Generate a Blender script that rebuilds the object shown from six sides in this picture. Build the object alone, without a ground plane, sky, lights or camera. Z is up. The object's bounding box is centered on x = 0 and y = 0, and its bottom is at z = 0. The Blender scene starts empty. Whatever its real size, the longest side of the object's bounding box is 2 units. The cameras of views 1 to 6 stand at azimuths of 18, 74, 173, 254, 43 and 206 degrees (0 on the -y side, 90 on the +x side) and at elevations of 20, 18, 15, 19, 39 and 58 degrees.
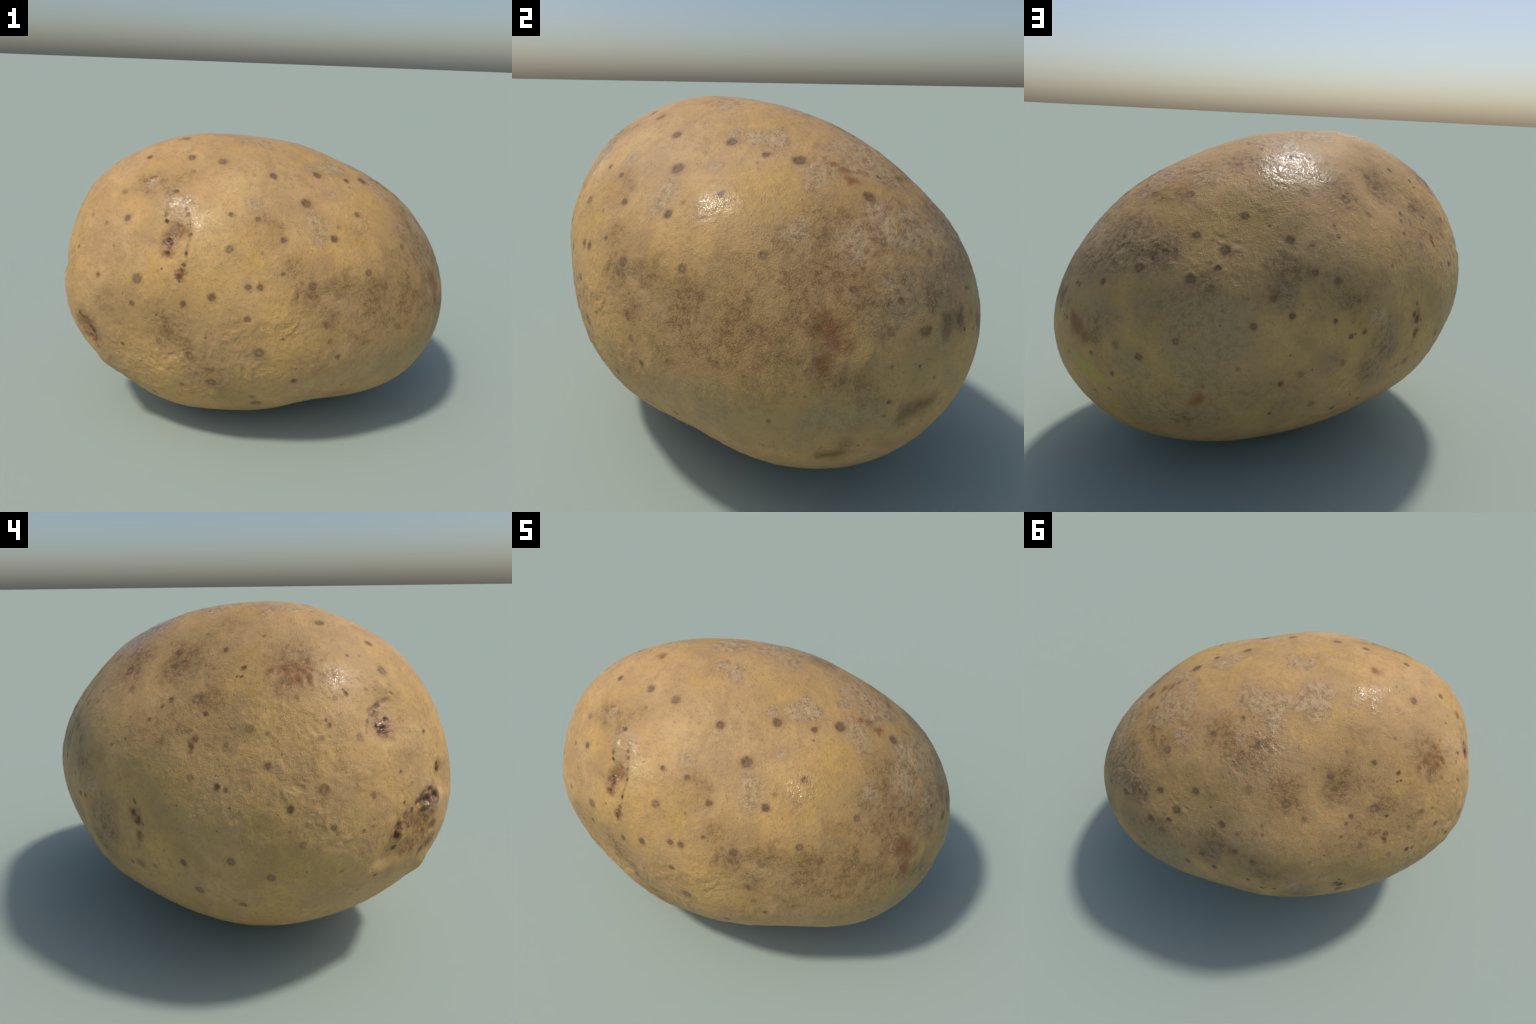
"""A potato: one lumpy, slightly bent tuber lying on its side, with a thin tan skin,
lenticels (breathing pores), scab, stains, three sunken eyes and a corky stem scar.

The body is a tilted ellipsoid plus broad swells and hollows; every mark on it is placed by
(longitude, latitude, size in mm) as seen from the middle of the tuber."""
import math
import bpy
import numpy as np

rng = np.random.default_rng(7)
MIDDLE = np.array([0.0, 0.0, 0.72])

# --------------------------------------------------------------------------- body shape
SEMI_AXES = (1.0628, 0.7592, 0.7291)          # m
YAW, PITCH, ROLL = 0.4563, 0.1675, 0.2126      # rad
SWELL_TIGHTNESS = 20.0
# height (mm) of broad swells (+) and hollows (-), on centres spread evenly from top to bottom
SWELLS = [
    1, -11, 12, 4, -1, -14, 18, -15, 10, 5, -10, 16, -4, -7, -15, -3, -20, -20, -12, -3, 6, 5, -40, -6, 25, 12, -12, -6, -13, 20,
    -2, 4, 11, -48, -3, -15, 3, -20, -19, 23, 16, 11, 5, -3, -18, 7, -2, 3, -30, -6, 7, 19, -1, -78, -7, 17, 1, -18, 10, -8,
    -15, 37, 4, -7, -23, 15, 16, -2, 6, 12, 8, -36, 4, 10, -3, 7, 1, 4, -1, 38, -16, 26, -9, -12, 13, 10, 20, 2, -11, 12,
    14, -6, 23, -5, -15, 24, -10, 10, 3, 17, 9, -6, 4, 26, 13, 28, -13, 0, -2, 3, 9, -10, -2, 40, -4, -25, -9, -11, 2, 9,
    -16, 2, -15, 21, 6, -8, -2, -9, -9, -7,
]

# --------------------------------------------------------------------------- marks
# hollows the eyes and the scar sit in: longitude, latitude, half width (mm), depth (mm)
HOLLOWS = [(-104, 28, 92, 22), (-159, 23, 88, 25), (-161, -6, 52, 18), (-152, 0, 54, 15), (-142, 7, 58, 19), (-129, -9, 62, 15), (17, -12, 60, 13),
           (-146, -14, 55, -13), (-128, -20, 68, -14), (102, -34, 150, -11)]      # negative: raised lips and a fuller back foot
LENTICELS = {
    "f": [
        (-37.9, 34.1, 11), (133.1, 54.9, 9), (155.3, 56.9, 9), (-175.5, 20.5, 12), (162.9, 59, 9), (-71.5, 26.5, 9), (96.7, 45.8, 28), (66.3, 20.1, 10),
        (-57.6, 16.6, 11), (174.2, 22.8, 9), (143.4, 46.4, 9), (156.9, 44.5, 9), (177.1, 2.9, 7), (96.7, 27.8, 14), (10.6, 10.5, 7), (170.3, 24.2, 19),
        (104.4, 16.8, 19), (2.2, 24.4, 14), (179.5, 49.4, 9), (11.3, 4.9, 16), (-178.3, 29.7, 12), (155.9, 13.3, 17), (179.6, 0.2, 14), (-170.1, 27.9, 12),
        (-174.2, 30.7, 7), (-49, 1.8, 16), (-167.3, 19.5, 17), (10.8, -1.1, 7), (76, -6.6, 12), (106.9, 30.3, 11), (-47.7, -3.8, 16), (106.4, 33.9, 9),
        (-120.6, 19.6, 8), (145.7, 21.9, 17), (49, -1.4, 17), (-29.6, 5, 14), (67.8, -11, 12), (-110.2, 50.2, 13), (-104.4, -6.6, 19), (-161.6, 28.7, 10),
        (93.6, -11, 20), (-126.2, 24.7, 11), (-118.5, 43, 11), (106.8, -8.5, 16), (-11.6, -12.7, 10), (-166, 2.2, 5), (162.4, 42.5, 6), (160.5, 42.7, 7),
        (126.5, 19.1, 11), (9.8, -10.7, 9), (37.3, 35.2, 23), (26, 17.3, 13), (-163.3, -0.6, 6), (19.8, -4.7, 7), (-171.8, -7.1, 8), (124.7, 36.9, 18),
        (147.5, -6.9, 7), (-157.9, 36.5, 7), (-98.8, -23.1, 14), (-133.3, 24.6, 11), (26.2, 29.5, 11), (138.3, -8, 10), (-127.3, 34.4, 17),
        (-160.3, -5.4, 7), (166, -18.5, 10), (8, -16.7, 6), (45.3, -13.2, 10), (99, -24.4, 19), (143.1, -13.8, 11), (-12.3, -20.8, 8), (-73.1, -28.8, 19),
        (-101.8, -29.5, 10), (132.8, -16.3, 12), (-165.4, -14.8, 7), (34.1, -6.8, 8), (40, -15.5, 10), (19.6, -14.7, 6), (-37.1, -25.1, 13), (39.1, -18, 8),
        (-20.2, -25.4, 7), (177.8, -28.5, 9)],
    "l": [
        (-41.8, 30.2, 21), (-75.6, 15.5, 16), (-71.7, 15.7, 17), (84.5, 12.3, 18), (-48.8, 45.5, 28), (62.8, 15.4, 21), (-63.2, 31, 18), (173.6, 16.1, 14),
        (-25.5, 36.6, 17), (79.5, 4.9, 17), (-64.1, 19.9, 9), (-73.6, 37.9, 15), (68.6, 18.9, 16), (141.5, 50.7, 21), (-86.8, 11.4, 20), (89.2, 29, 22),
        (96.8, 19.6, 17), (-173.1, 22.8, 9), (-75.5, 5.2, 16), (164.8, 48.2, 14), (69.3, 24.1, 24), (-53.6, 15.3, 21), (-65.1, 57.4, 21), (-84.6, 38.1, 12),
        (72.7, 35.4, 20), (-27.7, 58.3, 25), (60.2, 26.6, 20), (67.5, 67.6, 12), (54.5, 20.7, 18), (103.1, 5.2, 11), (-95.9, 7.9, 18), (60.9, 55.5, 19),
        (-9.8, 50.8, 17), (-174.7, 3.3, 12), (14.7, 10.1, 12), (155.4, 20.9, 12), (156.4, 22.8, 16), (54.4, -3.4, 16), (2.7, 47, 28), (-100.3, 59, 24),
        (158.9, 29.2, 13), (-112.2, 4.9, 15), (169.6, 37.9, 7), (-102.2, 36.7, 15), (-110.1, 41.6, 15), (168.4, 38.4, 7), (-165.8, 8.2, 12),
        (-118.1, 55.4, 22), (-123.2, 10.5, 12), (113.3, 0.9, 12), (10.4, -7.8, 8), (-168.2, 1.7, 7), (-159, 49.1, 21), (139.4, 27.8, 10), (-44.4, -9.7, 14),
        (87.7, -13.4, 15), (142.8, 32.1, 11), (42.2, 11, 15), (145.7, 34.2, 15), (18, 32.1, 25), (-116.9, -9.7, 11), (-157.8, 11.3, 7), (137.8, 5.4, 9),
        (47.7, -8.5, 12), (153.2, -8.9, 16), (41, 22, 8), (-155.1, 26.8, 10), (-161.3, 37.1, 7), (-157.4, 4.9, 8), (42.5, -4.7, 10), (-58.5, -18.7, 16),
        (-120.3, 28.2, 18), (-148.2, 17.6, 9), (-135.3, 47.3, 17), (84.9, -25.7, 10), (34.7, 8.4, 9), (27.2, 37.2, 12), (-150.5, 39.2, 17),
        (-133.3, 15.2, 10), (6.4, -18.3, 7), (29, 1.9, 9), (-156.9, -7.3, 9), (15.5, -14.5, 8), (-162.5, -10.8, 9), (-154.4, -7.1, 7), (33.5, 0.8, 8),
        (33.5, 8.5, 8), (32.3, 1, 6), (109.3, -30.1, 14), (164.4, 11.1, 11), (121.1, -29.1, 11), (-113.2, -30.7, 12), (45.9, -26.9, 10), (-120.1, -28.1, 11),
        (-129.4, -23.5, 10)],
    "k": [
        (177.3, 7.5, 14), (89.9, 7.6, 14), (162.5, 11.6, 14), (-167.2, 28.6, 11), (108.6, 0, 11), (170.7, 40.4, 12)],
    "s": [
        (122.9, 50.3, 5), (147.7, 46.1, 5), (82, 33.3, 6), (165.3, 7.2, 5), (169.3, 21.6, 4), (-13.7, 47.8, 6), (-49.4, 7.8, 6), (-63.8, -1.5, 7),
        (-5, -6.1, 5), (60.6, 51.7, 5), (162.3, 1.8, 4), (-88.5, -2.3, 6), (89.8, -4.1, 5), (149.9, 14.5, 4), (152.3, 6.5, 4), (-104.6, 2.8, 6),
        (148.9, 8.8, 4), (-97.2, -5.9, 5), (-98.4, -5, 6), (16.4, -1.9, 5), (97.1, -9.7, 6), (-154.1, 54.9, 6), (-107.1, 31.8, 7), (131.1, 28.1, 4),
        (-154.8, 8.4, 5), (132, 21.6, 6), (23.2, -1.5, 5), (148.7, -9.7, 4), (-167.3, 29.5, 7), (-103.7, 17.5, 6), (-173.5, 23.9, 7), (31.7, 6, 5),
        (114.6, -24.1, 5), (109.9, 0.5, 6), (-151.8, -12.6, 5)],
    "r": [
        (-176.3, 10.8, 21), (2.8, 16.3, 13), (62.1, 0.9, 15), (5.6, 13.1, 14), (164.9, 21, 11), (-12.5, 20.8, 18), (50.2, 15.8, 20), (-82.9, 26.6, 20),
        (-110.9, 12.7, 26), (-71.3, -6.7, 27), (-32.3, 16.8, 20), (165.3, -5.4, 18), (-94.2, -10.2, 25), (155.6, 33.6, 26), (173.9, -8.7, 19),
        (50.8, 38.3, 23), (116.3, 43, 26), (-124.1, 40.3, 15), (-87.7, -20.9, 30), (-154.2, 31.9, 22), (156.7, -17.1, 19), (168, -19.9, 17),
        (-71.4, -34.2, 29)],
}
BLOTCHES = {
    "scab": [
        (-105.8, 79.1, 37), (-75.1, 82.5, 33), (-71.9, 77.9, 32), (-173, 75.8, 32), (158.9, 79.1, 38), (-3, 60.9, 41), (-4.2, 56.3, 42), (-11.9, 58.2, 34),
        (-12.2, 61.2, 28), (-26.4, 63.1, 27), (19.2, 51.2, 27), (45.6, 73.2, 34), (63.1, 76.1, 31), (98.4, 72.5, 33), (170.8, 79.4, 65), (157.1, 74.6, 47),
        (141.2, 78.7, 41), (103.8, 80.6, 41)],
    "crust": [
        (26.1, 44.1, 49), (13.9, 44.2, 35), (5.9, 42.2, 43), (5.6, 37, 46), (33, 40.6, 38), (19.4, 28.3, 49), (21.4, 23.3, 62), (24.9, 27, 37),
        (-4.3, 26.3, 28), (36.6, 49.3, 37), (27.8, 37.5, 37), (9.1, 21.7, 53), (39.8, 74, 48), (66.3, 75.7, 59), (92, 77.2, 41), (100.1, 71.7, 26),
        (70.7, 64.2, 21), (79.5, 61.8, 21), (30.1, 50.2, 54), (22.9, 42.5, 59), (10.2, 41.8, 41), (17.9, 51.3, 26), (54.7, 46.7, 36), (49.1, 45.3, 37),
        (30.5, 37, 46), (8.5, 21.8, 42), (20.8, 23.2, 44), (28.7, 19.6, 46), (13.5, 14.8, 21), (-5.7, 26.3, 25), (49.8, 45.3, 47), (32.9, 44.2, 50),
        (26.1, 50.7, 39), (55.7, 45.1, 29), (-47.5, 36.5, 46), (-46.5, 32.9, 34), (-30.9, 46.9, 24), (-75.9, 43.4, 23), (119, 5, 41), (76.4, 12.5, 11)],
    "greyscab": [
        (31.3, 15, 42), (24.5, 9.6, 40), (15.9, 10.9, 33), (12.1, 10.6, 23), (41.1, 21.4, 46), (38.8, 17.4, 64), (34.7, 13.9, 47), (53, 23.8, 49),
        (49.2, 19.8, 49), (42.7, 14.8, 51), (41.5, 25.3, 46), (56.5, 20.7, 32), (123, -0.9, 48), (124.9, -8.4, 37), (117.9, -14.7, 37), (88.1, 13.7, 43)],
    "pale": [
        (-10, -12, 62), (-3.4, -11.6, 62), (3.3, -12.2, 58), (10.7, -14.2, 60), (21.6, -0.1, 59), (16.4, -2.9, 53), (-5.5, -17.1, 54), (-15.6, -12.5, 53),
        (23.6, -4.7, 41), (-14, -12, 57), (-21.7, -12.2, 54), (-27, -11.8, 30), (-22.2, -15.5, 65), (-12, -12.5, 40), (64.7, -5.5, 65), (53.4, -9.2, 62),
        (55.8, -19.2, 71), (72.1, 5.2, 73), (64.1, 5.5, 42)],
    "stain": [
        (-44, 14.5, 45), (-30.8, 10.7, 71), (-48.3, 2.3, 46), (-30.4, 3, 84), (-17.3, 4.2, 95), (-14.9, -2.1, 65), (-35, -4, 48), (-54.4, 12.3, 44),
        (-59.4, 12.6, 28), (-18.5, 10.7, 62), (-17, 19.8, 43), (3.1, 29, 40), (5.9, 18.6, 55), (-31.7, 30.5, 41), (-70.5, 34.1, 50), (-60.7, 22.3, 33),
        (-73.2, 38.4, 28), (-122.1, 41.5, 42), (-111.9, 42.8, 53), (-107.6, 48.4, 35), (-119.3, 37.4, 41), (-104.9, 25.9, 34), (-101.3, 29.5, 28),
        (2.3, 32.2, 21), (5.8, 29.1, 33), (2, 25.1, 28), (5.6, 17.7, 32), (-9.4, 23.2, 41), (-9.9, 15, 71), (-0.8, 16.2, 54), (17.1, 22.5, 34),
        (36.9, 35.7, 33), (-11, 16, 58), (-7.2, 10.4, 71), (-11.3, 6.3, 71), (-3.3, 8.3, 53), (-7.6, -0.1, 58), (-1.2, -3.1, 45), (-12.9, -0.7, 72),
        (18.6, 4.6, 19), (4.4, 12.6, 54), (-28.7, 5.4, 71), (-21.6, 2.1, 69), (-14.1, 0.5, 67), (-15.7, 13, 54), (-40.6, 14.2, 39), (-100.4, -2.8, 35),
        (-102.6, 2.6, 17), (-96.2, -4.3, 23), (-86.5, -14.3, 24), (-177.4, 36.7, 45), (-176, 38.9, 49), (152.5, 26.9, 41), (160.8, 34.2, 31),
        (117.3, 45.8, 60), (145.2, 49.4, 59), (79.9, 60.2, 73), (92, 64.2, 52), (63.6, 61.2, 47), (45.2, 42, 50), (38, 36.2, 45), (42.5, 50, 37)],
    "bruise": [
        (15.4, -11, 43), (17.5, -10.5, 48), (19.7, -9.6, 36), (0.4, -21.6, 31), (2.6, -21, 38), (18.6, 4.5, 20), (23.9, 3.8, 33), (27.6, 3.9, 26),
        (94.3, 62.4, 24)],
    "yellow": [
        (38.2, -8, 30), (41.1, -9.2, 35), (44, -10.7, 25), (43.8, -18.3, 25)],
    "dark": [
        (3.6, -3.5, 41), (9.8, 3.9, 28), (27.9, 4.9, 38), (4, -17.4, 23), (5.4, -7.2, 23), (1.8, -8.9, 17), (22.3, 9.1, 24), (-44, 14.1, 34),
        (-48.3, 2.8, 29), (-53.6, 11.8, 28), (43.7, 36.1, 41), (50.1, 35.3, 31), (26.3, 34.2, 28), (36.7, 27, 41), (51, 20.2, 38), (68.1, 15.7, 47),
        (76.2, 15.7, 47), (32.9, 4.1, 36), (59.9, 27.2, 22), (90.2, 20.8, 43), (96.9, 18.4, 49), (83.7, 19.8, 53), (104.4, 16.4, 33), (79.9, 15.2, 48),
        (110.7, 10.5, 45), (153.8, 52.9, 34), (79.8, 38.1, 33), (124.5, -7.2, 37), (118.1, -13.6, 31), (110.7, 5.5, 34), (104.6, -6.6, 23), (43.4, -1.5, 34),
        (45.3, -5, 34), (60.8, -21.7, 30), (80, 16.5, 48), (-172.7, 39.4, 25), (179.6, 32.8, 29), (155.7, 52.8, 28), (142.4, 48.5, 34), (156.1, 54.2, 26),
        (29.4, 36.4, 26)],
    "scurf": [
        (-100.3, -1.9, 87), (-118.6, 2, 91), (-94.6, -6.4, 69), (-84.5, -18.2, 71), (-80.7, -28, 74), (169.9, 55.4, 152), (-176, 38.9, 124),
        (143.8, 47.5, 116), (150.3, 75.9, 87), (34.3, 28.4, 168), (50.4, 37.7, 92), (32.8, 13.5, 96), (59, 14, 106), (121.4, 50.5, 135), (88, 17.5, 96),
        (145.8, 41.7, 104), (149.2, 31.8, 99), (113.2, 8, 114), (120.1, -3.1, 108), (85.3, -15.1, 114), (94.6, 56.4, 170), (142.4, 26.8, 117),
        (161.3, 26.4, 99), (101.2, 13.9, 103), (120.9, 0.4, 83), (45.2, 38.6, 139), (45.1, 23.5, 132), (60.8, 56.2, 89), (24.7, 39.6, 119),
        (59.5, 12.5, 132), (43.3, 0.1, 103), (55.8, -19.2, 147), (74, -15.3, 113), (-37.4, 6.3, 129), (-53.4, 14.7, 83), (-8.7, 7.7, 154), (7.2, 12.4, 136),
        (5.2, -4.1, 92), (-28.7, 5.4, 141), (12.6, 27.2, 167), (34, 32.1, 135), (-0.3, 19, 113), (-114.2, 41.9, 106), (-122.9, 38.4, 72),
        (-100.7, -0.6, 115), (-86.5, -15.5, 118), (-116.7, 2.5, 90)],
    "rust": [
        (0.4, 6.6, 31), (-0.2, 4.1, 24), (-1.9, 0.6, 21), (2.6, 4, 22), (-2.9, 6, 18), (38.2, 0.2, 25), (40.6, -1.3, 21), (36.2, 1.6, 17), (15.4, 40.9, 18),
        (15.7, 37.3, 18), (13.8, 44.5, 12), (-175.4, 35.2, 13), (-175, 33.4, 12), (-177.8, 32.9, 7), (178.3, 37.4, 9), (-179.4, 36.2, 13), (-171.9, 37.1, 6),
        (-176, 37.8, 6), (-173.3, 35.5, 5), (-178.6, 35.4, 9), (-142.9, 60.3, 17), (154.8, 20.5, 8), (66.1, -14.9, 23), (137.2, -15.2, 17)],
    "gold": [
        (174.4, 45.3, 22), (-171.2, 51.6, 16), (-102.8, 67.5, 26), (53.3, 28.2, 28), (60, 24.2, 19), (-101.6, 68.1, 26), (-15.2, 36.5, 82), (-6.9, 40.4, 66),
        (-22.7, 30.5, 38), (174.4, 45.2, 19), (40.2, -9.1, 36), (44.8, -10.9, 27), (45.1, -17.4, 33), (58, 4.9, 37), (46.6, 7.6, 33), (-61.7, -12.3, 16),
        (-50.6, -19.3, 18), (-103.5, -25.3, 11), (-75, 23.3, 43)],
    "olive": [
        (91.6, 34, 55), (85.2, 41.5, 45), (116, 24.2, 40), (120.2, 18.4, 46), (67.4, 38.4, 56), (98.9, 6.9, 44), (116.8, 16.3, 46), (94.8, 0.5, 60),
        (137.4, 2.6, 51), (116.2, 22.6, 30), (139.9, 16.6, 48), (150, 13.9, 61), (145.7, 4.1, 79), (161.5, 3.3, 73), (153.8, -5.7, 62), (170.4, 4.2, 57),
        (176, -3.5, 73), (-175.1, -7.5, 61)],
    "gloss": [
        (-105, 36.4, 74), (-103.7, 26.2, 33), (-121.2, 40.7, 36), (-97.3, 33.7, 44), (-26.8, 33.9, 68), (93.5, 61, 116), (84.8, 53.4, 77), (101.4, 55.1, 66),
        (-166.2, 65.6, 36), (-165, 61.6, 36), (-174.2, 59.9, 24), (-159.4, 57.9, 24), (-166.5, 33.2, 50), (-159.8, 21.2, 45), (-148, 3.9, 50)],
    "ash": [
        (60.6, 7.8, 116), (72.4, 1.7, 106), (52, -19.7, 108), (66.4, -19.7, 127), (44.3, 5, 73), (69.3, -7.7, 98), (52.3, -4.6, 67), (64.7, -1.9, 85),
        (79.6, -16.6, 91), (122.9, -6.3, 79), (121.3, -16.9, 75), (102.3, -7.3, 57), (88, -22, 89), (12, 7.9, 69), (16.6, 12.5, 71), (-2.2, -9.9, 70),
        (5.7, -10, 62), (22, 22.4, 89), (25.1, 14.2, 75), (42, 20.5, 91), (52.2, 18, 76)],
    "cream": [
        (-84.3, 48.8, 61), (-93.1, 31.5, 46), (-93.6, 37.8, 34), (-93.3, 35.8, 61), (-160.8, 16.5, 35), (-152.3, 18.4, 37)],
}
EYES = {
    "core": [
        (-104.5, 25.8, 12), (-103.3, 25.1, 10), (-103.4, 22.4, 9), (-107.6, 31.3, 6), (-159.8, 20.4, 13), (-158.2, 22.3, 8), (-161.1, 21.1, 7),
        (-161.6, 19.6, 5), (-144.6, 8.7, 12), (-144.7, 9.8, 9), (-146.6, 3.8, 15), (-149.1, 3.3, 18), (-148.5, 5.3, 12), (-151.4, 3.3, 14), (-159.1, -2, 16)],
    "mark": [
        (-97.5, 16.3, 13), (-97.8, 15.3, 10), (-97.1, 18.3, 10), (-96.8, 20.1, 7), (-102.8, 36.9, 9), (-100.9, 35.1, 7), (-99.1, 32.4, 5), (-97.5, 29, 4),
        (-96.7, 23.3, 4), (-110.3, 41.4, 13), (-108.5, 33.6, 13), (-158.3, 0.3, 18), (-147.1, -2.8, 21), (-149.5, -8.5, 23), (-156.7, 1.9, 12),
        (-154.9, 2.4, 10), (-146.5, -7.7, 11), (-153.1, 4, 13), (-159.1, -4.5, 11), (-162, 23.6, 8), (-163.8, 22.3, 6), (-159.5, 25.2, 9), (-151.4, 4.2, 19),
        (-150.1, 1.4, 13), (-130.5, -3.1, 12), (-129.7, -4.2, 17), (-128.5, -5.6, 13), (-127.7, -7.2, 18), (-127.3, -8.4, 16), (-130.2, -6.2, 10),
        (-127, -4.7, 9), (137.2, 1.5, 12), (138.7, -0.5, 16), (138.9, -4.8, 11), (138, 4.9, 7), (140.7, -0.8, 9)],
    "halo": [
        (-128.8, -5.7, 58), (-128.3, -9, 52), (-128.1, -11.2, 33), (-104.1, 26.1, 33), (-103.4, 22.7, 26), (-102.6, 29.2, 33), (-97.4, 17.1, 22),
        (-159.6, 20.5, 38), (-144.5, 9.2, 23), (-148.3, 4, 42), (-161.1, 23.9, 18), (-155.7, 0.1, 32), (-153.2, -0.9, 44), (-148.5, 0.9, 34),
        (-155.9, -5.2, 33), (-150.6, 4, 27), (-159, -0.9, 32), (-151.3, -3.1, 50), (-146.8, -7.2, 35), (-153.6, -5.2, 39), (-150.6, 0.8, 33), (138, 0.6, 27),
        (138.9, -5.3, 19)],
}
LINES = [
    ("groove", [(-102.2, 35.7), (-99.2, 32.4), (-97.1, 27.5), (-96.8, 23.7), (-96.3, 21.1)]),
    ("groove", [(-156.0, 26.0), (-159.7, 25.2), (-162.4, 23.8), (-164.1, 21.8), (-165.2, 20.3)]),
    ("scuff", [(131.2, 14.6), (129.7, 10.3), (129.3, 6.4), (129.9, 0.3), (130.5, -6.5), (132.2, -14.0), (133.1, -18.2), (136.5, -23.1), (142.4, -25.1)]),
    ("scargroove", [(-144.7, 9.8), (-148.0, 4.5), (-151.6, 3.1)]),
    ("scargroove", [(-148.6, 4.0), (-151.1, 2.9), (-154.9, 2.7), (-158.4, 0.8), (-159.2, -2.1)]),
    ("darkline", [(-170.6, -25.7), (-168.8, -22.6), (-165.0, -21.8), (-161.0, -21.6)]),
    ("crack", [(9.8, 13.2), (11.4, 13.2), (12.7, 12.7), (13.7, 13.5), (14.8, 13.1), (16.0, 11.9)]),
    ("crack", [(61.3, 12.5), (62.3, 11.2), (62.8, 10.1)]),
    ("crack", [(53.9, -21.3), (55.0, -22.5)]),
    ("scarring", [(-130.7, -3.5), (-130.7, -6.0), (-129.1, -8.8), (-127.1, -8.6)]),
]


def direction(lon, lat):
    a, b = np.radians(lon), np.radians(lat)
    return np.stack([np.cos(b) * np.cos(a), np.cos(b) * np.sin(a), np.sin(b)], -1)


def even_directions(n):
    i = np.arange(n) + 0.5
    z = 1 - 2 * i / n
    a = math.pi * (1 + 5 ** 0.5) * i
    r = np.sqrt(1 - z * z)
    return np.stack([r * np.cos(a), r * np.sin(a), z], -1)


SWELL_CENTRES = even_directions(len(SWELLS))


def body_radius(d):
    """Distance from the middle to the smooth skin in direction d."""
    y, p, r = YAW, PITCH, ROLL
    rz = np.array([[math.cos(y), -math.sin(y), 0], [math.sin(y), math.cos(y), 0], [0, 0, 1]])
    ry = np.array([[math.cos(p), 0, math.sin(p)], [0, 1, 0], [-math.sin(p), 0, math.cos(p)]])
    rx = np.array([[1, 0, 0], [0, math.cos(r), -math.sin(r)], [0, math.sin(r), math.cos(r)]])
    q = (d @ (rz @ ry @ rx)) / np.array(SEMI_AXES)
    out = 1 / np.sqrt((q * q).sum(-1))
    for c, h in zip(SWELL_CENTRES, SWELLS):
        out = out + 0.001 * h * np.exp(SWELL_TIGHTNESS * (d @ c - 1))
    return out


def on_body(lon, lat):
    d = direction(np.asarray(lon, float), np.asarray(lat, float))
    return MIDDLE + d * body_radius(d)[..., None]


def hollow(p):
    """How far the skin sinks at p towards the eyes and the stem scar."""
    deep = 0.0
    for lon, lat, mm, depth in HOLLOWS:
        t = np.linalg.norm(p - on_body(lon, lat), axis=-1) / (0.001 * mm)
        deep = deep + 0.001 * depth * (np.exp(-t ** 2.4) - 0.03 * np.exp(-((t - 1.5) / 0.35) ** 2))
    return deep


def on_skin(lon, lat):
    d = direction(np.asarray(lon, float), np.asarray(lat, float))
    p = on_body(lon, lat)
    return p - d * hollow(p)[..., None]


# --------------------------------------------------------------------------- helpers
def hash01(i, j, k, seed):
    n = (i * 374761393 + j * 668265263 + k * 2147483647 + seed * 974634777) & 0xFFFFFFFF
    n = ((n ^ (n >> 13)) * 1274126177) & 0xFFFFFFFF
    return ((n ^ (n >> 16)) & 0xFFFF) / 32767.5 - 1.0


def noise(p, scale, seed):
    """Smooth value noise in -1..1."""
    q = p * scale + 100.0
    c = np.floor(q).astype(np.int64)
    f = q - c
    f = f * f * f * (f * (f * 6 - 15) + 10)
    out = 0.0
    for dx in (0, 1):
        for dy in (0, 1):
            for dz in (0, 1):
                w = (f[:, 0] if dx else 1 - f[:, 0]) * (f[:, 1] if dy else 1 - f[:, 1]) * (f[:, 2] if dz else 1 - f[:, 2])
                out = out + w * hash01(c[:, 0] + dx, c[:, 1] + dy, c[:, 2] + dz, seed)
    return out


def smooth(x, a, b):
    t = np.clip((x - a) / (b - a), 0, 1)
    return t * t * (3 - 2 * t)


def icosphere(times):
    g = (1 + 5 ** 0.5) / 2
    v = np.array([(-1, g, 0), (1, g, 0), (-1, -g, 0), (1, -g, 0), (0, -1, g), (0, 1, g), (0, -1, -g), (0, 1, -g),
                  (g, 0, -1), (g, 0, 1), (-g, 0, -1), (-g, 0, 1)], float)
    f = np.array([(0, 11, 5), (0, 5, 1), (0, 1, 7), (0, 7, 10), (0, 10, 11), (1, 5, 9), (5, 11, 4), (11, 10, 2), (10, 7, 6), (7, 1, 8),
                  (3, 9, 4), (3, 4, 2), (3, 2, 6), (3, 6, 8), (3, 8, 9), (4, 9, 5), (2, 4, 11), (6, 2, 10), (8, 6, 7), (9, 8, 1)])
    v /= np.linalg.norm(v, axis=1, keepdims=True)
    for _ in range(times):
        e = np.sort(np.concatenate([f[:, [0, 1]], f[:, [1, 2]], f[:, [2, 0]]]), axis=1)
        u, inv = np.unique(e[:, 0] * len(v) + e[:, 1], return_inverse=True)
        mid = v[u // len(v)] + v[u % len(v)]
        mid /= np.linalg.norm(mid, axis=1, keepdims=True)
        a, b, c = (inv.reshape(3, -1) + len(v))
        v = np.concatenate([v, mid])
        f = np.concatenate([np.stack([f[:, 0], a, c], 1), np.stack([f[:, 1], b, a], 1), np.stack([f[:, 2], c, b], 1), np.stack([a, b, c], 1)])
    return v, f


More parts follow.
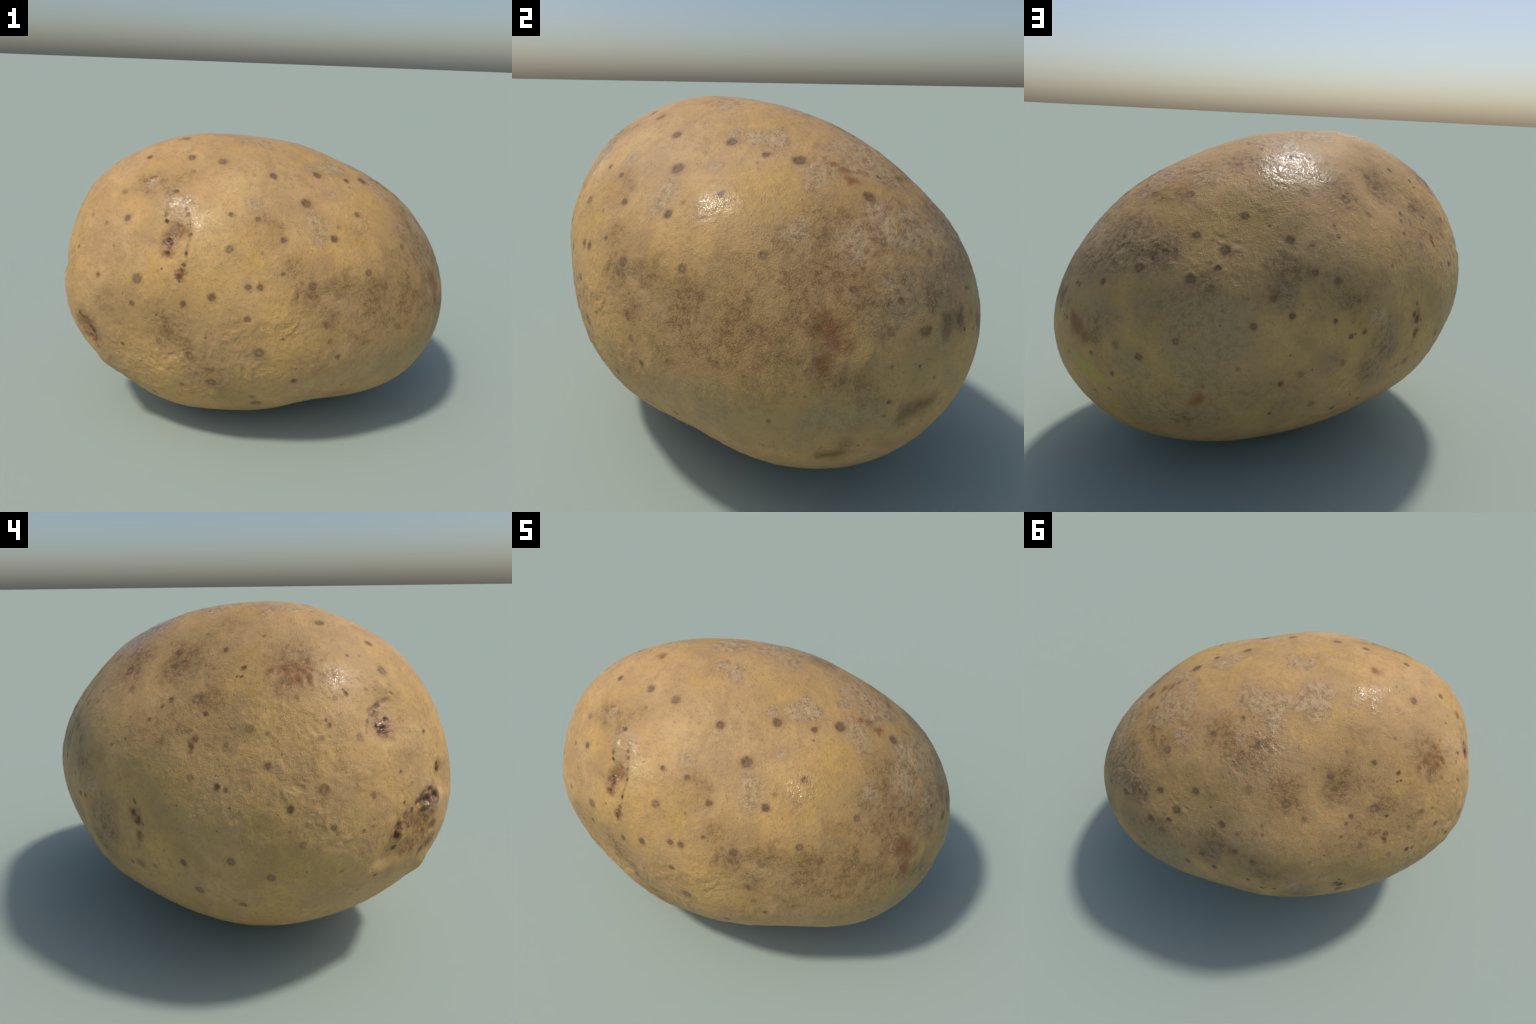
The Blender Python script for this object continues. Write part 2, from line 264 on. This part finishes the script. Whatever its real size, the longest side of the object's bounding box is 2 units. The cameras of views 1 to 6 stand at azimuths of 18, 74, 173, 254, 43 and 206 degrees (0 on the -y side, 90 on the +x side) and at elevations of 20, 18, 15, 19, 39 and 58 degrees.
def line_distance(p, pts):
    """Distance to a polyline, and the signed side offset across it."""
    best = np.full(len(p), 9.0)
    along = np.zeros(len(p))
    n = len(pts) - 1
    for i in range(n):
        a, b = pts[i], pts[i + 1]
        ab = b - a
        t = np.clip(((p - a) @ ab) / (ab @ ab), 0, 1)
        d = np.linalg.norm(p - a - t[:, None] * ab, axis=1)
        near = d < best
        best[near], along[near] = d[near], ((i + t) / n)[near]
    return best, along


# --------------------------------------------------------------------------- build the surface
DIRS, FACES = icosphere(8)
P0 = MIDDLE + DIRS * body_radius(DIRS)[:, None]
wobble = np.stack([noise(P0, 11, s) for s in (4, 5, 6)], 1) * 0.02
P0 = P0 - DIRS * hollow(P0 + wobble)[:, None]

centres, sizes, depths, kinds = [], [], [], []
KIND = {"f": (0.55, 0.0), "l": (1.0, 0.0), "s": (1.0, 0.0), "k": (1.25, 0.0), "r": (0.85, 1.0)}
for kind, marks in LENTICELS.items():
    for lon, lat, mm in marks:
        centres.append(on_skin(lon, lat))
        sizes.append(max(mm, 4) * 0.001)
        depths.append(KIND[kind][0] * rng.uniform(0.85, 1.1))
        kinds.append(KIND[kind][1])
centres, sizes = np.array(centres), np.array(sizes)

eye_marks = {k: [(on_skin(lo, la), max(mm, 9) * 0.001) for lo, la, mm in v] for k, v in EYES.items()}
ALL_EYE_MARKS = eye_marks["core"] + eye_marks["halo"] + eye_marks["mark"]
eye_lines = [(k, on_skin(*np.array(pts).T)) for k, pts in LINES]

relief = np.zeros(len(P0))
# leathery skin: low lumps and fine wrinkles, stronger on the end with the stem scar and along the front foot
def around(lon, lat, mm):
    return np.exp(-(np.linalg.norm(P0 - on_skin(lon, lat), axis=1) / (0.001 * mm)) ** 2)
rough = 0.30 + 0.8 * around(172, 18, 420) + 0.55 * around(-150, 15, 350) + 1.0 * around(-110, -12, 420) + 0.5 * around(-60, -15, 400) + 0.4 * around(60, 0, 400) + 0.35 * around(30, 30, 380) + 0.3 * around(-100, 35, 250)
warp = np.stack([noise(P0, 9, s) for s in (1, 2, 3)], 1) * 0.03
relief += 0.0022 * noise(P0, 5.0, 11)
relief += rough * 0.0016 * noise(P0 + warp, 17.0, 12)
bumps = noise(P0 + warp, 30.0, 13)
relief += rough * 0.0024 * (smooth(bumps, 0.2, 0.75) - smooth(-bumps, 0.3, 0.8)) * (0.3 + smooth(noise(P0, 8.0, 15), -0.2, 0.5))
relief += rough * 0.0011 * noise(P0 + warp, 48.0, 16)
pimples = noise(P0 + 0.5 * warp, 62.0, 17)
relief += (0.2 + rough) * 0.0010 * smooth(pimples, 0.25, 0.8)
relief += (0.35 + rough) * 0.0003 * noise(P0, 110.0, 18)
# scab crust stands a little proud and is crumbly
crust = np.full(len(P0), 9.0)
for lon, lat, mm in BLOTCHES["scab"] + BLOTCHES["crust"] + BLOTCHES["greyscab"]:
    crust = np.minimum(crust, np.linalg.norm(P0 - on_skin(lon, lat), axis=1) / (0.001 * mm))
crust = smooth(1.25 - crust + 0.35 * noise(P0, 30, 21), 0.1, 0.5)
relief += crust * (0.0008 + 0.0009 * noise(P0, 75, 22))

# lenticels: a sunken floor inside a faint rim; ringed ones have a cushion in the middle
nearest = np.full(len(P0), 9.0)
owner = np.full(len(P0), -1)
for i, (c, r) in enumerate(zip(centres, sizes)):
    close = np.where(np.abs(P0 - c).max(1) < 2.4 * r)[0]
    t = np.linalg.norm(P0[close] - c, axis=1) / r
    relief[close] += r * depths[i] * (-0.06 * (1 - smooth(t, 0.45, 1.0)) + (0.02 + 0.02 * kinds[i]) * np.exp(-((t - 1.15) / 0.22) ** 2))
    if kinds[i]:
        relief[close] += r * 0.05 * np.exp(-(t / 0.4) ** 2)
    better = t < nearest[close]
    nearest[close[better]], owner[close[better]] = t[better], i

# eyes: pits, sunken hollows, curved folds
ragged = P0 + np.stack([noise(P0, 40, s) for s in (51, 52, 53)], 1) * 0.007 + np.stack([noise(P0, 90, s) for s in (54, 55, 56)], 1) * 0.003
pit = np.full(len(P0), 9.0)
pit_size = np.full(len(P0), 0.01)
for c, r in eye_marks["core"]:
    t = np.linalg.norm(ragged - c, axis=1) / r
    pit_size = np.where(t < pit, r, pit_size)
    pit = np.minimum(pit, t)
relief -= np.minimum(pit_size, 0.020) * (0.65 * (1 - smooth(pit, 0.15, 1.15)) - 0.22 * np.exp(-((pit - 1.6) / 0.4) ** 2))
for c, r in eye_marks["mark"]:
    relief -= 0.12 * r * np.exp(-(np.linalg.norm(P0 - c, axis=1) / r) ** 2)
for c, r in eye_marks["halo"]:
    t = np.linalg.norm(P0 - c, axis=1) / r
    relief += -0.004 * np.exp(-t ** 2)
FOLD = {"groove": (0.0055, 0.007), "scuff": (0.0025, 0.010), "scargroove": (0.009, 0.022), "darkline": (0.004, 0.010), "crack": (0.002, 0.005), "scarring": (0.003, 0.012)}
fold_near = np.full(len(P0), 9.0)
for kind, pts in eye_lines:
    d, along = line_distance(P0 + 0.25 * warp, pts)
    depth, width = FOLD[kind]
    taper = smooth(along, 0, 0.12) * (1 - smooth(along, 0.88, 1)) * 0.8 + 0.2
    relief += taper * (0.75 + 0.5 * noise(P0, 25, 41)) * depth * (-np.exp(-(d / width) ** 2) + 0.1 * np.exp(-((d - 3 * width) / (1.6 * width)) ** 2))
    if kind in ("groove", "scargroove"):
        fold_near = np.minimum(fold_near, d)
# the stem scar is rough and corky
scar_centres = [(c, r) for c, r in ALL_EYE_MARKS]
cork = smooth(1.4 - np.min([np.linalg.norm(P0 - c, axis=1) / (1.3 * r) for c, r in scar_centres], axis=0), 0.0, 0.8)
relief += cork * (0.0022 * noise(P0, 34, 31) + 0.0013 * noise(P0, 70, 32))

POINTS = P0 + DIRS * relief[:, None]
shift = np.array([-(POINTS[:, 0].min() + POINTS[:, 0].max()) / 2, -(POINTS[:, 1].min() + POINTS[:, 1].max()) / 2, -POINTS[:, 2].min()])
POINTS = POINTS + shift
centres = centres + shift


def at(lon, lat):
    return on_skin(lon, lat) + shift


tri = POINTS[FACES]
fn = np.cross(tri[:, 1] - tri[:, 0], tri[:, 2] - tri[:, 0])
NORMALS = np.stack([np.bincount(FACES.ravel(), np.repeat(fn[:, k], 3), len(POINTS)) for k in range(3)], 1)
NORMALS /= np.linalg.norm(NORMALS, axis=1, keepdims=True)

# --------------------------------------------------------------------------- materials
class Nodes:
    """Small helper for writing node trees."""

    def __init__(self, tree):
        self.tree, self.n, self.l = tree, tree.nodes, tree.links

    def put(self, socket, value):
        if isinstance(value, bpy.types.NodeSocket):
            self.l.new(value, socket)
        else:
            socket.default_value = value

    def math(self, op, a, b=None, c=None, clamp=False):
        n = self.n.new("ShaderNodeMath")
        n.operation, n.use_clamp = op, clamp
        for s, v in zip(n.inputs, (a, b, c)):
            if v is not None:
                self.put(s, v)
        return n.outputs[0]

    def vec(self, op, a, b=None, out=0):
        n = self.n.new("ShaderNodeVectorMath")
        n.operation = op
        self.put(n.inputs[0], a)
        if b is not None:
            self.put(n.inputs["Scale"] if op == "SCALE" else n.inputs[1], b)
        return n.outputs["Value"] if op in ("DISTANCE", "LENGTH") else n.outputs[out]

    def noise(self, p, scale, detail=2.0, rough=0.5, colour=False, distortion=0.0):
        n = self.n.new("ShaderNodeTexNoise")
        self.put(n.inputs["Vector"], p)
        n.inputs["Scale"].default_value, n.inputs["Detail"].default_value = scale, detail
        n.inputs["Roughness"].default_value, n.inputs["Distortion"].default_value = rough, distortion
        return n.outputs["Color" if colour else "Fac"]

    def voronoi(self, p, scale, rand=1.0, feature="F1"):
        n = self.n.new("ShaderNodeTexVoronoi")
        n.feature = feature
        self.put(n.inputs["Vector"], p)
        n.inputs["Scale"].default_value, n.inputs["Randomness"].default_value = scale, rand
        return n

    def step(self, x, a, b, lo=0.0, hi=1.0):
        n = self.n.new("ShaderNodeMapRange")
        n.interpolation_type = "SMOOTHSTEP"
        for s, v in zip(n.inputs, (x, a, b, lo, hi)):
            self.put(s, v)
        return n.outputs[0]

    def mix(self, fac, a, b, mode="MIX"):
        n = self.n.new("ShaderNodeMix")
        n.data_type, n.blend_type = "RGBA", mode
        self.put(n.inputs[0], fac)
        for s, v in ((n.inputs[6], a), (n.inputs[7], b)):
            self.put(s, (*v, 1) if isinstance(v, tuple) and len(v) == 3 else v)
        return n.outputs[2]

    def blobs(self, p, marks):
        """Reach of the nearest of several round marks: 0 at a centre, 1 at its rim."""
        out = None
        for c, r in marks:
            d = self.math("MULTIPLY", self.vec("DISTANCE", p, tuple(float(x) for x in c)), 1.0 / r)
            out = d if out is None else self.math("SMOOTH_MIN", out, d, 0.25)
        return out

    def polyline(self, p, pts):
        """Distance to a bent line."""
        out = None
        for a, b in zip(pts[:-1], pts[1:]):
            ab = b - a
            pa = self.vec("SUBTRACT", p, tuple(float(x) for x in a))
            n = self.n.new("ShaderNodeVectorMath")
            n.operation = "DOT_PRODUCT"
            self.put(n.inputs[0], pa)
            self.put(n.inputs[1], tuple(float(x) for x in ab / (ab @ ab)))
            t = self.math("MINIMUM", self.math("MAXIMUM", n.outputs["Value"], 0.0), 1.0)
            s = self.n.new("ShaderNodeVectorMath")
            s.operation = "SCALE"
            self.put(s.inputs[0], tuple(float(x) for x in ab))
            self.put(s.inputs["Scale"], t)
            d = self.vec("DISTANCE", pa, s.outputs[0])
            out = d if out is None else self.math("MINIMUM", out, d)
        return out


def skin_group():
    """Bare potato skin with its blotches, on the coordinates of the whole tuber."""
    tree = bpy.data.node_groups.new("potato_skin", "ShaderNodeTree")
    for name, kind in (("Color", "NodeSocketColor"), ("Height", "NodeSocketFloat"), ("Roughness", "NodeSocketFloat"), ("Grain", "NodeSocketFloat"), ("Wet", "NodeSocketFloat")):
        tree.interface.new_socket(name, in_out="OUTPUT", socket_type=kind)
    k = Nodes(tree)
    p = k.n.new("ShaderNodeTexCoord").outputs["Object"]
    half = (0.5, 0.5, 0.5)
    w1 = k.vec("SCALE", k.vec("SUBTRACT", k.noise(p, 9.0, 4.0, 0.6, True), half), 0.10)
    w = k.vec("ADD", p, w1)
    grain = k.noise(p, 70.0, 3.0, 0.65)
    fine = k.noise(p, 170.0, 2.0, 0.6)
    mottle = k.noise(w, 14.0, 4.0, 0.6)
    broad = k.noise(p, 2.6, 3.0, 0.55)

    SPREAD = {"stain": 1.35, "dark": 1.15, "scab": 1.1, "crust": 1.3, "greyscab": 1.4, "pale": 1.15, "rust": 1.3}
    field = {}
    for kind, marks in BLOTCHES.items():
        field[kind] = k.blobs(w, [(at(lon, lat), 0.001 * max(mm, 12) * SPREAD.get(kind, 1.0)) for lon, lat, mm in marks])

    # edges of every blotch wander on three scales
    ragged = k.math("MULTIPLY_ADD", mottle, 0.45, k.math("MULTIPLY_ADD", grain, 0.35, k.math("MULTIPLY_ADD", k.noise(p, 6.0, 3.0, 0.6), 0.55, -0.675)))

    def soft(kind, rag=0.25, wide=0.55, strength=1.0):
        x = k.math("MULTIPLY_ADD", ragged, 2.0 * rag, field[kind])
        return k.step(x, 1.0 + wide, 1.0 - wide, 0.0, strength)

    # bare skin: golden tan, broadly and finely mottled
    mud = k.noise(w, 4.5, 5.0, 0.62)
    patchy = k.noise(w, 8.0, 5.0, 0.65)
    speckle = k.math("MULTIPLY_ADD", k.noise(p, 38.0, 4.0, 0.7), 0.6, k.math("MULTIPLY", fine, 0.4))
    col = k.mix(k.step(broad, 0.35, 0.65), (0.600, 0.362, 0.122), (0.580, 0.360, 0.158))
    col = k.mix(k.step(mud, 0.47, 0.68, 0.0, 0.5), col, (0.400, 0.235, 0.100))
    col = k.mix(k.step(mottle, 0.45, 0.75, 0.0, 0.5), col, (0.440, 0.262, 0.112))
    col = k.mix(soft("ash", 1.2, 0.9, 0.8), col, k.mix(k.step(speckle, 0.38, 0.62), (0.270, 0.180, 0.090), (0.430, 0.315, 0.175)))
    col = k.mix(soft("gold", 1.0, 0.95, 0.5), col, (0.58, 0.350, 0.080))
    col = k.mix(soft("cream", 0.6, 0.95, 0.7), col, (0.67, 0.44, 0.180))  # lightened skin; beside the front eye it partly paints in a specular highlight
    col = k.mix(soft("olive", 0.8, 0.95, 0.5), col, (0.44, 0.290, 0.092))
    col = k.mix(k.step(speckle, 0.47, 0.65, 0.0, 0.52), col, (0.36, 0.212, 0.088))
    scurf_tone = k.mix(k.step(speckle, 0.38, 0.60), (0.285, 0.168, 0.070), (0.455, 0.290, 0.126))
    broken = k.step(speckle, 0.40, 0.58, 1.0, 0.45)
    col = k.mix(k.math("MULTIPLY", k.step(patchy, 0.45, 0.62, 0.0, 0.4), broken), col, (0.37, 0.235, 0.115))
    col = k.mix(k.math("MULTIPLY", soft("scurf", 1.2, 0.9, 0.8), k.step(patchy, 0.32, 0.62, 0.35, 1.0)), col, scurf_tone)
    pale = soft("pale", 0.8, 0.9, 0.6)
    col = k.mix(pale, col, k.mix(k.step(speckle, 0.38, 0.62), (0.33, 0.225, 0.095), (0.47, 0.345, 0.165)))
    col = k.mix(soft("yellow", 0.8, 0.8, 0.8), col, (0.47, 0.355, 0.075))
    stain_tone = k.mix(k.step(speckle, 0.40, 0.60), (0.205, 0.106, 0.037), (0.330, 0.188, 0.070))
    col = k.mix(k.math("MULTIPLY", soft("stain", 1.3, 0.95, 0.9), k.math("MULTIPLY", k.step(patchy, 0.36, 0.60, 0.35, 1.0), broken)), col, stain_tone)
    grey_tone = k.mix(k.step(speckle, 0.40, 0.6), (0.205, 0.125, 0.060), (0.400, 0.270, 0.140))
    col = k.mix(soft("greyscab", 1.3, 0.9, 0.75), col, grey_tone)
    scab_tone = k.mix(k.step(speckle, 0.41, 0.54), (0.330, 0.195, 0.092), (0.530, 0.362, 0.190))
    crust = k.math("MULTIPLY", soft("crust", 1.4, 0.6, 0.88), k.step(patchy, 0.32, 0.52, 0.2, 1.0))
    col = k.mix(soft("crust", 0.8, 0.9, 0.5), col, (0.36, 0.20, 0.072))
    col = k.mix(crust, col, scab_tone)
    scab = soft("scab", 0.75, 0.22, 0.92)
    col = k.mix(soft("scab", 0.6, 0.7, 0.5), col, (0.38, 0.215, 0.075))
    col = k.mix(scab, col, scab_tone)
    dark_tone = k.mix(k.step(speckle, 0.40, 0.60), (0.150, 0.086, 0.036), (0.250, 0.150, 0.066))
    col = k.mix(k.math("MULTIPLY", soft("dark", 1.5, 0.95, 0.65), k.math("MULTIPLY", k.step(patchy, 0.36, 0.60, 0.3, 1.1), broken)), col, dark_tone)
    col = k.mix(soft("bruise", 0.8, 0.85, 0.85), col, k.mix(k.step(speckle, 0.40, 0.62), (0.140, 0.083, 0.036), (0.255, 0.160, 0.072)))
    col = k.mix(soft("rust", 0.9, 0.8, 0.8), col, (0.25, 0.098, 0.036))
    # tiny dark flecks
    v = k.voronoi(w, 34.0)
    rare = k.n.new("ShaderNodeSeparateColor")
    k.put(rare.inputs[0], v.outputs["Color"])
    fleck = k.math("MULTIPLY", k.step(v.outputs["Distance"], 0.19, 0.06), k.step(rare.outputs[0], 0.62, 0.95, 0.0, 0.65))
    col = k.mix(fleck, col, (0.19, 0.11, 0.05))
    v2 = k.voronoi(p, 75.0)
    fleck2 = k.math("MULTIPLY", k.step(v2.outputs["Distance"], 0.32, 0.1), k.step(mottle, 0.44, 0.58, 0.0, 0.6))
    col = k.mix(fleck2, col, (0.26, 0.16, 0.075))
    gloss = soft("gloss", 1.3, 0.85)
    height = k.math("MULTIPLY_ADD", fine, 0.30, k.math("MULTIPLY_ADD", speckle, 1.2, k.math("MULTIPLY", mottle, 0.9)))
    wetbumps = k.noise(w, 34.0, 2.0, 0.5)
    height = k.math("MULTIPLY_ADD", k.math("MULTIPLY", gloss, wetbumps), 3.2, height)
    roughness = k.math("ADD", k.math("MULTIPLY", grain, 0.14), k.step(gloss, 0.0, 1.0, 0.46, 0.06), clamp=True)

    out = k.n.new("NodeGroupOutput")
    k.put(out.inputs["Color"], col)
    k.put(out.inputs["Height"], height)
    k.put(out.inputs["Roughness"], roughness)
    k.put(out.inputs["Grain"], grain)
    k.put(out.inputs["Wet"], gloss)
    return tree


SKIN = skin_group()


def material(name, extra=None):
    m = bpy.data.materials.new(name)
    m.use_nodes = True
    k = Nodes(m.node_tree)
    bsdf = m.node_tree.nodes["Principled BSDF"]
    g = k.n.new("ShaderNodeGroup")
    g.node_tree = SKIN
    col, height, rough = g.outputs["Color"], g.outputs["Height"], g.outputs["Roughness"]
    if extra:
        col, rough = extra(k, col, rough, g.outputs["Grain"])
    bump = k.n.new("ShaderNodeBump")
    bump.inputs["Strength"].default_value, bump.inputs["Distance"].default_value = 1.0, 0.0027
    k.put(bump.inputs["Height"], height)
    k.put(bsdf.inputs["Base Color"], col)
    k.put(bsdf.inputs["Roughness"], rough)
    k.put(bsdf.inputs["Normal"], bump.outputs[0])
    k.put(bsdf.inputs["Specular IOR Level"], k.math("MULTIPLY_ADD", g.outputs["Wet"], 0.45, 0.25))
    return m


def pore(k, col, rough, grain):
    """A lenticel: dark corky floor, soft brown rim, sometimes a pale ring."""
    def prop(name):
        n = k.n.new("ShaderNodeAttribute")
        n.attribute_type, n.attribute_name = "OBJECT", f'["{name}"]'
        return n
    p = k.n.new("ShaderNodeTexCoord").outputs["Object"]
    p = k.vec("ADD", p, k.vec("SCALE", k.vec("SUBTRACT", k.noise(p, 55.0, 2.0, 0.6, True), (0.5, 0.5, 0.5)), 0.013))
    d = k.vec("DISTANCE", p, prop("pore_centre").outputs["Vector"])
    t = k.math("DIVIDE", d, prop("pore_radius").outputs["Fac"])
    deep, ring = prop("pore_depth").outputs["Fac"], prop("pore_ring").outputs["Fac"]
    t = k.math("MULTIPLY_ADD", k.math("SUBTRACT", grain, 0.5), 0.5, t)
    halo = k.math("MULTIPLY", k.step(t, 1.7, 0.6, 0.0, 0.6), deep)
    floor_ = k.math("MULTIPLY", k.step(t, 1.12, 0.5, 0.0, 0.85), deep, clamp=True)
    col = k.mix(halo, col, (0.31, 0.18, 0.075))
    col = k.mix(floor_, col, k.mix(k.step(grain, 0.35, 0.65), (0.150, 0.078, 0.038), (0.245, 0.142, 0.072)))
    ringed = k.math("MULTIPLY", k.math("MULTIPLY", k.step(t, 0.45, 0.7), k.step(t, 0.98, 0.72)), ring)
    centre = k.math("MULTIPLY", k.step(t, 0.5, 0.15, 0.0, 0.6), ring)
    col = k.mix(centre, col, (0.36, 0.245, 0.135))
    return col, rough


def eye(k, col, rough, grain):
    """Eye hollow or scar: orange-brown cork round black, gummy pits; dark creases."""
    p = k.n.new("ShaderNodeTexCoord").outputs["Object"]
    half = (0.5, 0.5, 0.5)
    w = k.vec("ADD", p, k.vec("SCALE", k.vec("SUBTRACT", k.noise(p, 22.0, 5.0, 0.7, True), half), 0.045))
    halo = k.blobs(w, [(c + shift, r) for c, r in eye_marks["halo"]])
    core = k.blobs(w, [(c + shift, r) for c, r in eye_marks["core"]])
    cork = k.noise(p, 45.0, 4.0, 0.7)
    brown = k.mix(k.step(cork, 0.35, 0.65), (0.150, 0.072, 0.026), (0.395, 0.205, 0.078))
    col = k.mix(k.step(halo, 1.9, 0.5, 0.0, 0.85), col, brown)
    for kind, pts in eye_lines:
        if kind == "groove":
            d = k.math("MULTIPLY_ADD", k.math("SUBTRACT", cork, 0.5), 0.012, k.polyline(k.vec("ADD", p, k.vec("SCALE", k.vec("SUBTRACT", k.noise(p, 14.0, 3.0, 0.6, True), half), 0.02)), pts + shift))
            col = k.mix(k.step(d, 0.012, 0.001, 0.0, 0.42), col, (0.19, 0.108, 0.052))
    mark = k.blobs(w, [(c + shift, r) for c, r in eye_marks["mark"]])
    col = k.mix(k.step(k.math("MULTIPLY_ADD", k.math("SUBTRACT", cork, 0.5), 0.8, mark), 1.55, 0.5, 0.0, 0.85), col, k.mix(k.step(cork, 0.4, 0.65), (0.085, 0.045, 0.022), (0.20, 0.11, 0.055)))
    col = k.mix(k.step(core, 1.9, 0.7, 0.0, 0.8), col, (0.15, 0.068, 0.026))
    col = k.mix(k.step(core, 1.0, 0.4, 0.0, 0.95), col, k.mix(k.step(cork, 0.38, 0.62), (0.022, 0.012, 0.007), (0.13, 0.065, 0.028)))
    rough = k.math("MINIMUM", rough, k.step(core, 0.5, 1.6, 0.38, 0.5))
    return col, rough


skin_material = material("tan_potato_skin")
lenticel_material = material("corky_pore", pore)
eye_material = material("eye_and_scar_cork", eye)


# --------------------------------------------------------------------------- parts
root = bpy.data.objects.new("potato", None)
root.empty_display_size = 0.3
bpy.context.scene.collection.objects.link(root)
root["label"] = "lumpy oval potato with tan, spotted, scabby skin"
root["category"] = "potato"


def add_part(name, faces, material):
    used, local = np.unique(faces, return_inverse=True)
    local = local.reshape(-1)
    mesh = bpy.data.meshes.new(name)
    n = len(faces)
    mesh.vertices.add(len(used))
    mesh.vertices.foreach_set("co", POINTS[used].ravel())
    mesh.loops.add(3 * n)
    mesh.loops.foreach_set("vertex_index", local.astype(np.int32))
    mesh.polygons.add(n)
    mesh.polygons.foreach_set("loop_start", np.arange(0, 3 * n, 3, dtype=np.int32))
    mesh.polygons.foreach_set("use_smooth", np.ones(n, bool))
    mesh.update(calc_edges=True)
    mesh.normals_split_custom_set_from_vertices(NORMALS[used])
    mesh.materials.append(material)
    obj = bpy.data.objects.new(name, mesh)
    obj.parent = root
    bpy.context.scene.collection.objects.link(obj)
    return obj


part = np.zeros(len(FACES), int)               # 0 skin, 1.. eyes, 100.. lenticels
mid = P0[FACES].mean(1)
eye_groups = {}
seats = [((-105, 26), "eye"), ((-129, -8), "eye"), ((-163, 22), "eye"), ((130, 2), "eye"), ((-155, 2), "stem_scar")]
seat_points = np.array([on_skin(*s[0]) for s in seats])
for c, r in ALL_EYE_MARKS:
    g = int(np.argmin(np.linalg.norm(seat_points - c, axis=1)))
    part[np.linalg.norm(mid - c, axis=1) < 2.0 * r] = g + 1
for kind, pts in eye_lines:
    if kind == "groove":
        g = int(np.argmin(np.linalg.norm(seat_points - pts.mean(0), axis=1)))
        part[(line_distance(mid, pts)[0] < 0.024) & (part == 0)] = g + 1
face_owner = owner[FACES[:, 0]]
face_t = nearest[FACES[:, 0]]
free = [not (np.linalg.norm(c - shift - e, axis=0) < 1.2 * r) for c in centres for e, r in [min(ALL_EYE_MARKS, key=lambda m: np.linalg.norm(c - shift - m[0]) / m[1])]]
free = np.array(free)
take = (face_t < 1.8) & (face_owner >= 0) & free[face_owner]
part[take & (part == 0)] = 100 + face_owner[take & (part == 0)]

tally = np.bincount(part, minlength=101 + len(centres))
part[(part >= 100) & (tally[part] < 12)] = 0          # a pore too small to cut out stays in the skin
add_part("skin", FACES[part == 0], skin_material)
for g, (place, name) in enumerate(seats):
    add_part(name, FACES[part == g + 1], eye_material)
order = np.argsort(part, kind="stable")
sorted_part = part[order]
for i in range(len(centres)):
    a, b = np.searchsorted(sorted_part, (100 + i, 101 + i))
    if b == a:
        continue
    obj = add_part("lenticel", FACES[order[a:b]], lenticel_material)
    obj["pore_centre"] = [float(x) for x in centres[i]]
    obj["pore_radius"] = float(sizes[i])
    obj["pore_depth"] = float(depths[i])
    obj["pore_ring"] = float(kinds[i])
